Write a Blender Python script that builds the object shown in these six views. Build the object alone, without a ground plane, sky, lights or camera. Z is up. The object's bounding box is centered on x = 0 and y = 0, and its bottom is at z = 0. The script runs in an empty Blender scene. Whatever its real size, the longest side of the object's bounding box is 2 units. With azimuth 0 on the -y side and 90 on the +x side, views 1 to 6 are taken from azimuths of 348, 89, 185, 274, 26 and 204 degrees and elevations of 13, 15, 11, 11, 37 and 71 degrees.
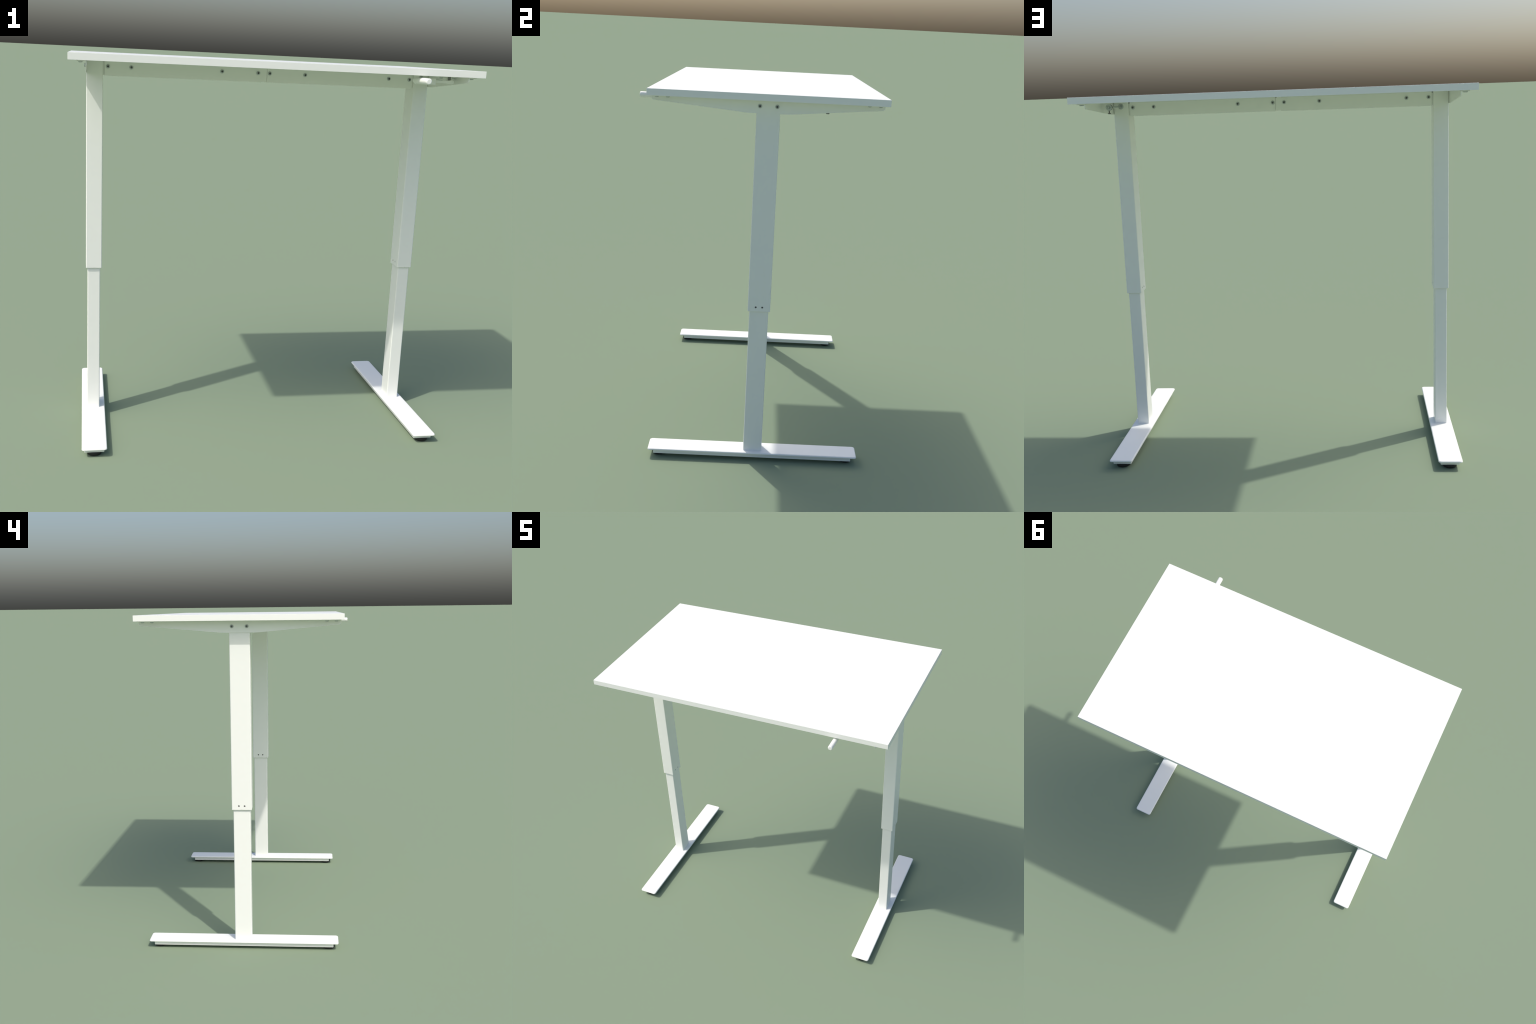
"""Height-adjustable white standing desk with hand crank, built part by part."""
import bpy, bmesh, math
from mathutils import Matrix, Vector

# ------------------------------------------------------------------ sizes (m)
HALF_W = 1.0                       # tabletop half width (x)
TOP_Y0, TOP_Y1 = -0.5447, 0.6217   # tabletop front / back edge
TOP_Z0, TOP_Z1 = 1.9361, 1.9694    # tabletop underside / upper side
MID_Y = 0.5 * (TOP_Y0 + TOP_Y1)    # middle of the whole desk in y
LEG_X = 0.8750                     # distance of each leg axis from the middle
OUTER = (0.0834, 0.1173)           # outer tube section (x, y)
INNER = (0.0667, 0.0998)           # inner tube section
JOINT_Z = 0.8490                   # lower end of the outer tube
FOOT_LEN, FOOT_W, FOOT_Z = 1.1330, 0.1255, 0.0480
CRANK_Z = 1.9108


# ------------------------------------------------------------------ materials
def material(name, colour, rough, metallic=0.0, spread=0.02, noise_scale=60.0,
             bump=0.0, bump_scale=900.0, spec=0.5):
    m = bpy.data.materials.new(name)
    m.use_nodes = True
    nt = m.node_tree
    bsdf = nt.nodes["Principled BSDF"]
    coord = nt.nodes.new("ShaderNodeTexCoord")
    noise = nt.nodes.new("ShaderNodeTexNoise")
    noise.inputs["Scale"].default_value = noise_scale
    noise.inputs["Detail"].default_value = 3.0
    nt.links.new(coord.outputs["Object"], noise.inputs["Vector"])
    ramp = nt.nodes.new("ShaderNodeValToRGB")
    ramp.color_ramp.elements[0].position = 0.3
    ramp.color_ramp.elements[1].position = 0.7
    ramp.color_ramp.elements[0].color = (*[c * (1 - spread) for c in colour], 1)
    ramp.color_ramp.elements[1].color = (*[min(1, c * (1 + spread)) for c in colour], 1)
    nt.links.new(noise.outputs["Fac"], ramp.inputs["Fac"])
    nt.links.new(ramp.outputs["Color"], bsdf.inputs["Base Color"])
    bsdf.inputs["Roughness"].default_value = rough
    bsdf.inputs["Metallic"].default_value = metallic
    bsdf.inputs["Specular IOR Level"].default_value = spec
    if bump:
        grain = nt.nodes.new("ShaderNodeTexNoise")
        grain.inputs["Scale"].default_value = bump_scale
        nt.links.new(coord.outputs["Object"], grain.inputs["Vector"])
        node = nt.nodes.new("ShaderNodeBump")
        node.inputs["Strength"].default_value = bump
        node.inputs["Distance"].default_value = 0.0005
        nt.links.new(grain.outputs["Fac"], node.inputs["Height"])
        nt.links.new(node.outputs["Normal"], bsdf.inputs["Normal"])
    return m


WHITE = (0.932, 0.938, 0.895)
MELAMINE = material("white_melamine", WHITE, 0.31, spread=0.004, noise_scale=8)
PAINT = material("white_powder_coat", WHITE, 0.31, spread=0.004, noise_scale=30, bump=0.05)
PLASTIC = material("white_plastic", WHITE, 0.31, spread=0.004, noise_scale=30)
ZINC = material("zinc_steel", (0.50, 0.53, 0.54), 0.28, metallic=1.0, spread=0.08, noise_scale=220)
RUBBER = material("black_plastic", (0.011, 0.011, 0.011), 0.55, spread=0.15, noise_scale=150)
DARK_GREY = material("dark_grey", (0.17, 0.17, 0.165), 0.6, spread=0.05)  # dark grey for the hole plugs, screw sockets and thumb screw
RECESS = material("dark_recess", (0.10, 0.10, 0.10), 0.7, spread=0.05)


# ------------------------------------------------------------------ helpers
def mesh_from(bm, name, mat, smooth_angle=35):
    bmesh.ops.recalc_face_normals(bm, faces=bm.faces)
    me = bpy.data.meshes.new(name)
    for f in bm.faces:
        f.smooth = True
    lim = math.radians(smooth_angle)
    for e in bm.edges:
        if len(e.link_faces) == 2 and e.calc_face_angle(0) > lim:
            e.smooth = False
    bm.to_mesh(me)
    bm.free()
    me.materials.append(mat)
    return weighted(me)


def weighted(me):
    """Face-weighted normals: broad faces shade flat, only the rounded edges turn."""
    ob = bpy.data.objects.new("work", me)
    bpy.context.scene.collection.objects.link(ob)
    mod = ob.modifiers.new("normals", "WEIGHTED_NORMAL")
    mod.keep_sharp, mod.weight = True, 100
    out = bpy.data.meshes.new_from_object(ob.evaluated_get(bpy.context.evaluated_depsgraph_get()))
    name = me.name
    bpy.data.objects.remove(ob)
    bpy.data.meshes.remove(me)
    out.name = name
    return out


def place(name, me, parent, world):
    """New object called after its kind, sitting at `world`, child of `parent`."""
    ob = bpy.data.objects.new(name, me)
    bpy.context.scene.collection.objects.link(ob)
    if parent is not None:
        ob.parent = parent
        ob.matrix_parent_inverse = WORLD[parent.name].inverted()
    ob.matrix_basis = world
    WORLD[ob.name] = world.copy()
    return ob


WORLD = {}


def at(x, y, z):
    return Matrix.Translation((x, y, z))


def rounded_rect(w, d, r, n=5):
    """Plan outline of a w x d rectangle with corner radius r, counter-clockwise."""
    pts = []
    for cx, cy, a0 in ((1, 1, 0), (-1, 1, 90), (-1, -1, 180), (1, -1, 270)):
        for i in range(n + 1):
            a = math.radians(a0 + 90 * i / n)
            pts.append((cx * (w / 2 - r) + r * math.cos(a), cy * (d / 2 - r) + r * math.sin(a)))
    return pts


def loft(bm, rings, cap0=True, cap1=True):
    """Skin a list of rings (equal counts of 3D points)."""
    vs = [[bm.verts.new(p) for p in ring] for ring in rings]
    n = len(vs[0])
    for a, b in zip(vs, vs[1:]):
        for i in range(n):
            j = (i + 1) % n
            bm.faces.new((a[i], a[j], b[j], b[i]))
    if cap0:
        bm.faces.new(list(reversed(vs[0])))
    if cap1:
        bm.faces.new(vs[-1])
    return vs


def prism(bm, outline, lift, t0, t1, chamfer=0.0):
    """Extrude a 2D outline along the third axis; lift maps (a, b, t) to 3D.
    chamfer rounds the two rims by pulling the outline in (outline must be convex)."""
    if not chamfer:
        loft(bm, [[lift(a, b, t) for a, b in outline] for t in (t0, t1)])
        return
    ca = sum(a for a, _ in outline) / len(outline)
    cb = sum(b for _, b in outline) / len(outline)
    ha = max(abs(a - ca) for a, _ in outline)
    hb = max(abs(b - cb) for _, b in outline)

    def inset(k):
        return [(ca + (a - ca) * (1 - k / ha), cb + (b - cb) * (1 - k / hb)) for a, b in outline]

    steps = [(math.radians(q)) for q in (0, 30, 60, 90)]
    rings = []
    for q in steps:
        rings.append([lift(a, b, t0 + chamfer * (1 - math.cos(q))) for a, b in inset(chamfer * (1 - math.sin(q)))])
    for q in reversed(steps):
        rings.append([lift(a, b, t1 - chamfer * (1 - math.cos(q))) for a, b in inset(chamfer * (1 - math.sin(q)))])
    loft(bm, rings)


XYZ = lambda a, b, t: (a, b, t)          # outline in plan, extruded up
YZX = lambda a, b, t: (t, a, b)          # outline in side view, extruded along x
XZY = lambda a, b, t: (a, t, b)          # outline in front view, extruded along y


def box(bm, x0, x1, y0, y1, z0, z1, bevel=0.0, seg=3):
    r = bmesh.ops.create_cube(bm, size=1)
    for v in r["verts"]:
        v.co = (x0 + (v.co.x + .5) * (x1 - x0), y0 + (v.co.y + .5) * (y1 - y0), z0 + (v.co.z + .5) * (z1 - z0))
    if bevel:
        edges = list({e for v in r["verts"] for e in v.link_edges})
        bmesh.ops.bevel(bm, geom=edges, offset=bevel, segments=seg, profile=.5, affect='EDGES')


def lathe(bm, profile, n=32, axis="z"):
    """Revolve (radius, height) pairs; a radius of 0 closes the end."""
    m = {"z": lambda r, a, h: (r * math.cos(a), r * math.sin(a), h),
         "y": lambda r, a, h: (r * math.cos(a), h, r * math.sin(a)),
         "x": lambda r, a, h: (h, r * math.cos(a), r * math.sin(a))}[axis]
    rings = [[m(r, 2 * math.pi * i / n, h) for i in range(n)] for r, h in profile]
    loft(bm, rings)


def boolean_cut(me, cutter_bm):
    """Subtract a cutter from a mesh and return the result."""
    a = bpy.data.objects.new("work", me)
    cm = bpy.data.meshes.new("cutter")
    bmesh.ops.recalc_face_normals(cutter_bm, faces=cutter_bm.faces)
    cutter_bm.to_mesh(cm)
    cutter_bm.free()
    b = bpy.data.objects.new("cutter", cm)
    for o in (a, b):
        bpy.context.scene.collection.objects.link(o)
    mod = a.modifiers.new("cut", "BOOLEAN")
    mod.operation, mod.solver, mod.object = "DIFFERENCE", "EXACT", b
    dg = bpy.context.evaluated_depsgraph_get()
    out = bpy.data.meshes.new_from_object(a.evaluated_get(dg))
    bpy.data.objects.remove(a)
    bpy.data.objects.remove(b)
    bm = bmesh.new()
    bm.from_mesh(out)
    mat, name = me.materials[0], me.name
    bpy.data.meshes.remove(out)
    return mesh_from(bm, name, mat)


# ------------------------------------------------------------------ screw
def screw_mesh(name, r=0.0103, h=0.0058):
    """Pan-head screw, axis +z, base at z = 0, hexagon socket in the head."""
    bm = bmesh.new()
    n = 24
    circ = lambda rr, z: [(rr * math.cos(2 * math.pi * i / n), rr * math.sin(2 * math.pi * i / n), z) for i in range(n)]

    def hexagon(rr, z):
        ring = []
        for i in range(n):
            a = 2 * math.pi * i / n
            k = (a + math.pi / 6) % (math.pi / 3) - math.pi / 6
            s = rr * math.cos(math.pi / 6) / math.cos(k)
            ring.append((s * math.cos(a), s * math.sin(a), z))
        return ring
    loft(bm, [circ(.0045, -.012), circ(.0045, -.0004), circ(r, -.0004), circ(r, .0015), circ(r * .93, h * .55), circ(r * .78, h * .82),
              circ(r * .64, h * .97), hexagon(r * .58, h), hexagon(r * .54, h * .12)])
    for f in bm.faces:                       # socket faces coloured a darker grey than the head
        if f.calc_center_median().z < h and max(math.hypot(v.co.x, v.co.y) for v in f.verts) < r * .585 and f.calc_center_median().z > 0:
            f.material_index = 1
    me = mesh_from(bm, name, ZINC, 40)
    me.materials.append(DARK_GREY)
    return me


SCREW = screw_mesh("screw")
SPIN = [0.0, 0.4, 0.9, 0.2, 0.7, 0.55, 0.1, 0.3]
screw_count = 0


def add_screw(parent, pos, direction):
    """Screw head on a surface at pos, facing direction; each one turned a little."""
    global screw_count
    q = Vector(direction).to_track_quat('Z', 'Y').to_matrix().to_4x4()
    turn = Matrix.Rotation(SPIN[screw_count % len(SPIN)], 4, 'Z')
    screw_count += 1
    return place("screw", SCREW, parent, at(*pos) @ q @ turn)


# ------------------------------------------------------------------ the desk
desk = bpy.data.objects.new("standing_desk", None)
bpy.context.scene.collection.objects.link(desk)
desk["label"] = "white height-adjustable standing desk with hand crank and T-legs"
desk["category"] = "desk"
desk.location = (0, MID_Y, 0)
WORLD[desk.name] = at(0, MID_Y, 0)

# tabletop: plain board, edges just broken
bm = bmesh.new()
box(bm, -HALF_W, HALF_W, TOP_Y0 - MID_Y, TOP_Y1 - MID_Y, TOP_Z0 - TOP_Z1, 0, bevel=0.0014, seg=2)
tabletop = place("tabletop", mesh_from(bm, "tabletop", MELAMINE), desk, at(0, MID_Y, TOP_Z1))


# --- leg: outer tube -------------------------------------------------------
def tube_mesh(name, w, d, z0, z1, r, chamfer):
    bm = bmesh.new()
    prism(bm, rounded_rect(w, d, r), XYZ, z0, z1, chamfer)
    return mesh_from(bm, name, PAINT)


outer_mesh = tube_mesh("leg", *OUTER, JOINT_Z, TOP_Z0 - 0.0005, 0.0050, 0.0016)
cut = bmesh.new()
for s in (1, -1):                       # two drilled holes on the inner and outer face
    for dy in (-.0167, .0167):
        c = bmesh.new()
        lathe(c, [(.0052, s * .030), (.0052, s * .050)], 20, "x")
        bmesh.ops.translate(c, verts=c.verts, vec=(0, dy, .8722))
        tmp = bpy.data.meshes.new("t"); c.to_mesh(tmp); c.free(); cut.from_mesh(tmp); bpy.data.meshes.remove(tmp)
# the tube is hollow at its lower end, leaving a thin lip round the inner tube
prism(cut, rounded_rect(OUTER[0] - .008, OUTER[1] - .008, .003), XYZ, JOINT_Z - .02, JOINT_Z + .02)
# the slit in the middle of each face at the tube's lower end
box(cut, -.0012, .0012, -.09, -.0560, JOINT_Z - .01, JOINT_Z + .005)
box(cut, -.0012, .0012, .0560, .09, JOINT_Z - .01, JOINT_Z + .005)
box(cut, -.09, -.0390, -.0012, .0012, JOINT_Z - .01, JOINT_Z + .005)
box(cut, .0390, .09, -.0012, .0012, JOINT_Z - .01, JOINT_Z + .005)
outer_mesh = boolean_cut(outer_mesh, cut)
# inner tube stands on the foot and runs up into the outer tube
inner_mesh = tube_mesh("inner_tube", *INNER, FOOT_Z - .0006, JOINT_Z + .04, 0.0050, 0.0006)
# grey plug modelled in each drilled hole to give its dark, shadowed inside
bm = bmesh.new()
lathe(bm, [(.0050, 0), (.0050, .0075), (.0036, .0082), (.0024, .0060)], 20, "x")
shade_plug_mesh = mesh_from(bm, "hole_shade_plug", DARK_GREY)

# --- foot -------------------------------------------------------------------
bm = bmesh.new()
outline = rounded_rect(FOOT_W, FOOT_LEN, 0.014, 7)
rings = []
for k, z in ((.003, .0388), (.0010, .0390), (.0, .0400), (.0, .0420), (.0010, .0450), (.0030, .0470), (.0065, .0480)):
    rings.append([(x * (1 - k / (FOOT_W / 2)), y * (1 - k / (FOOT_LEN / 2)), z) for x, y in outline])
loft(bm, rings)
foot_mesh = mesh_from(bm, "foot", PAINT, 50)

bm = bmesh.new()
prism(bm, rounded_rect(.0990, 1.0740, .0045), XYZ, .0157, .0392, .0010)
channel_mesh = mesh_from(bm, "foot_channel", PAINT)
cut = bmesh.new()
for sx in (1, -1):                      # bend-relief holes at the four corners
    for sy in (1, -1):
        c = bmesh.new()
        lathe(c, [(.0024, -.02), (.0024, .02)], 12, "y")
        bmesh.ops.translate(c, verts=c.verts, vec=(sx * .0455, sy * .537, .0275))
        tmp = bpy.data.meshes.new("t"); c.to_mesh(tmp); c.free(); cut.from_mesh(tmp); bpy.data.meshes.remove(tmp)
channel_mesh = boolean_cut(channel_mesh, cut)

bm = bmesh.new()
lathe(bm, [(.012, .0155), (.030, .0153), (.0350, .0140), (.0365, .0115), (.0365, .0035), (.0355, .0010), (.0335, 0)], 40)
glide_mesh = mesh_from(bm, "glide", RUBBER)

# --- support bracket: folded sheet, tapering side plate + outward flange ----
BR_HALF, BR_KNEE = .5675, .109
BR_TOP, BR_LOW, BR_END = TOP_Z0 - .0006, 1.8690, 1.9098


def bracket_outline():
    """Side view (y, z) of the plate: long shallow taper, rounded outer corners."""
    half = [(0, BR_LOW), (BR_KNEE - .03, BR_LOW), (BR_KNEE, BR_LOW + .0009), (BR_KNEE + .03, BR_LOW + .0034)]
    r = .012
    slope = math.atan2(BR_END - BR_LOW - .0034, BR_HALF - BR_KNEE - .03)
    for i in range(7):
        a = -math.pi / 2 + slope + i / 6 * (math.pi / 2 - slope)
        half.append((BR_HALF - r + r * math.cos(a), BR_END + r + r * math.sin(a) - .0005))
    half.append((BR_HALF, BR_TOP - .0004))
    return half + [(-y, z) for y, z in reversed(half[1:])]


bm = bmesh.new()
prism(bm, bracket_outline(), YZX, .0420, .0458)
box(bm, .0422, .0860, -BR_HALF + .0005, BR_HALF - .0005, BR_TOP - .0040, BR_TOP, bevel=.0010, seg=2)
bracket_mesh = mesh_from(bm, "support_bracket", PAINT)

for side in (1, -1):
    base = at(side * LEG_X, MID_Y, 0) @ Matrix.Rotation(0 if side > 0 else math.pi, 4, 'Z')
    leg = place("leg", outer_mesh, desk, base)
    place("inner_tube", inner_mesh, leg, base)
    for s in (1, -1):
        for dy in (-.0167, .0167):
            place("hole_shade_plug", shade_plug_mesh, leg, base @ at(0, dy, .8722) @ Matrix.Rotation(0 if s > 0 else math.pi, 4, 'Z') @ at(.0312, 0, 0))
    foot = place("foot", foot_mesh, desk, base)
    place("foot_channel", channel_mesh, foot, base)
    for sy in (1, -1):
        place("glide", glide_mesh, foot, base @ at(0, sy * .5090, 0))
    bracket = place("support_bracket", bracket_mesh, desk, base)
    outward = (side, 0, 0)
    for dy in (-.0420, .0420):
        p = base @ Vector((.0460, dy, 1.9040))
        add_screw(bracket, p, outward)
    for dy in (-.5410, -.4875, .4875, .5410):
        p = base @ Vector((.0690, dy, BR_TOP - .0038))
        add_screw(bracket, p, (0, 0, -1))

# --- crossbeam: two box rails meeting just off the middle --------------------
BEAM_Y0, BEAM_Y1 = -.0165 - MID_Y, .0935 - MID_Y
BEAM_Z0, BEAM_Z1 = 1.8563, 1.9330
JOIN_X, NOTCH = .0165, .0300
left_outline = [(-.8255, BEAM_Z0), (JOIN_X - NOTCH, BEAM_Z0), (JOIN_X - NOTCH + .001, BEAM_Z0 + .0035), (JOIN_X - .0006, BEAM_Z0 + .0035),
                (JOIN_X - .0006, BEAM_Z1 - .0040), (JOIN_X - NOTCH + .001, BEAM_Z1 - .0040), (JOIN_X - NOTCH, BEAM_Z1), (-.8255, BEAM_Z1)]
right_outline = [(JOIN_X + .0008, BEAM_Z0), (.8255, BEAM_Z0), (.8255, BEAM_Z1), (JOIN_X + .0008, BEAM_Z1)]
beams = []
for outline in (left_outline, right_outline):
    bm = bmesh.new()
    prism(bm, outline, XZY, BEAM_Y0, BEAM_Y1)
    long_edges = [e for e in bm.edges if abs(e.verts[0].co.y - e.verts[1].co.y) < 1e-6
                  and abs(e.verts[0].co.z - e.verts[1].co.z) < 1e-6 and e.calc_length() > .1]
    bmesh.ops.bevel(bm, geom=long_edges, offset=.0030, segments=3, profile=.5, affect='EDGES')
    beams.append(place("crossbeam", mesh_from(bm, "crossbeam", PAINT), desk, at(0, MID_Y, 0)))
bm = bmesh.new()
box(bm, -.09, .09, BEAM_Y0 + .004, BEAM_Y1 - .004, BEAM_Z0 + .005, BEAM_Z1 - .006)
place("joining_sleeve", mesh_from(bm, "joining_sleeve", PAINT), beams[0], at(0, MID_Y, 0))
bm = bmesh.new()
box(bm, -.0050, .0050, BEAM_Y0 + .005, BEAM_Y1 - .005, BEAM_Z0 + .003, BEAM_Z1 - .006, bevel=.002)
end_mesh = mesh_from(bm, "beam_end_plate", PAINT)
for k, side in ((0, -1), (1, 1)):
    place("beam_end_plate", end_mesh, beams[k], at(side * .8300, MID_Y, 0))
    for x in (.0310, .2230, .6910, .8085):
        for y, d in ((BEAM_Y0, -1), (BEAM_Y1, 1)):
            add_screw(beams[k], (side * x, MID_Y + y + d * .0002, 1.9034), (0, d, 0))

# --- crank: rod through the leg head, hub, arm, handle ------------------------
ARM_Y, HANDLE_X, HANDLE_Y0 = -.4200, .6755, -.6217
crank = at(LEG_X, 0, CRANK_Z)
bm = bmesh.new()
lathe(bm, [(.0040, ARM_Y), (.0048, ARM_Y + .001), (.0048, .342), (.0040, .343)], 6, "y")
rod = place("crank_rod", mesh_from(bm, "crank_rod", ZINC), desk, crank)

for y, d in ((MID_Y + OUTER[1] / 2, 1), (MID_Y - OUTER[1] / 2, -1)):
    bm = bmesh.new()
    lathe(bm, [(.0155, y - d * .001), (.0155, y + d * .0020), (.0145, y + d * .0030), (.0090, y + d * .0032), (.0080, y + d * .0022), (.0050, y + d * .0022)], 32, "y")
    place("bushing", mesh_from(bm, "bushing", ZINC), rod, crank)

bm = bmesh.new()
lathe(bm, [(.0052, .3310), (.0160, .3310), (.0166, .3320), (.0166, .3355), (.0155, .3370), (.0085, .3370), (.0080, .3355), (.0068, .3355), (.0062, .3440), (.0050, .3450)], 32, "y")
place("stop_collar", mesh_from(bm, "stop_collar", ZINC), rod, crank)
bm = bmesh.new()
lathe(bm, [(.0052, .3190), (.0155, .3190), (.0162, .3200), (.0162, .3300), (.0150, .3312)], 32, "y")
place("dark_collar_band", mesh_from(bm, "dark_collar_band", RUBBER), rod, crank)  # black band that gives the dark crescent beside the collar
bm = bmesh.new()
lathe(bm, [(.0030, -.012), (.0030, -.0240), (.0036, -.0285), (.0085, -.0305), (.0085, -.0330), (.0070, -.0338)], 20, "z")
place("thumb_screw", mesh_from(bm, "thumb_screw", DARK_GREY), rod, crank @ at(0, .3306, 0))

# crank arm: hinge block beside the handle, slim bar, round hub on the rod
bm = bmesh.new()
hz = -.0022
bar = [(-.092, -.0052), (-.030, -.0062), (-.006, -.0095), (.002, -.0100), (.0085, -.0065), (.0110, 0),
       (.0085, .0065), (.002, .0100), (-.006, .0090), (-.030, .0062), (-.092, .0066)]
prism(bm, [(a, b + hz) for a, b in bar], XZY, ARM_Y - .010, ARM_Y + .012)
box(bm, HANDLE_X - LEG_X + .002, -.0900, ARM_Y - .022, ARM_Y - .004, -.0178, .0142, bevel=.0030)
place("crank_arm", mesh_from(bm, "crank_arm", PLASTIC), rod, crank)
bm = bmesh.new()
R = .0150
lathe(bm, [(.0085, HANDLE_Y0), (.0112, HANDLE_Y0 + .0003), (.0134, HANDLE_Y0 + .0016), (.0146, HANDLE_Y0 + .0040), (R, HANDLE_Y0 + .0075),
           (R, ARM_Y - .030), (.0146, ARM_Y - .0235), (.0130, ARM_Y - .0205), (.0110, ARM_Y - .018)], 40, "y")
place("crank_handle", mesh_from(bm, "crank_handle", PLASTIC), rod, at(HANDLE_X, 0, CRANK_Z + .0005))

# rod guide screwed under the top: two wings and a saddle over the rod
bm = bmesh.new()
g0, g1 = -.395, -.345
box(bm, -.0560, -.0150, g0, g1, TOP_Z0 - CRANK_Z - .0068, TOP_Z0 - CRANK_Z - .0006, bevel=.001, seg=2)
box(bm, .0150, .0400, g0, g1, TOP_Z0 - CRANK_Z - .0068, TOP_Z0 - CRANK_Z - .0006, bevel=.001, seg=2)
box(bm, -.0152, -.0082, g0 + .001, g1 - .001, -.004, TOP_Z0 - CRANK_Z - .0010, bevel=.001, seg=2)
box(bm, .0082, .0152, g0 + .001, g1 - .001, -.004, TOP_Z0 - CRANK_Z - .0010, bevel=.001, seg=2)
box(bm, -.0120, .0120, g0 + .002, g1 - .002, -.0105, -.0035, bevel=.002, seg=2)
guide = place("rod_guide", mesh_from(bm, "rod_guide", PAINT), desk, crank)
for dx in (-.0360, .0275):
    add_screw(guide, (LEG_X + dx, (g0 + g1) / 2, TOP_Z0 - .0066), (0, 0, -1))

for ob in bpy.data.objects:
    if ob.type == 'EMPTY':
        ob.empty_display_size = .2
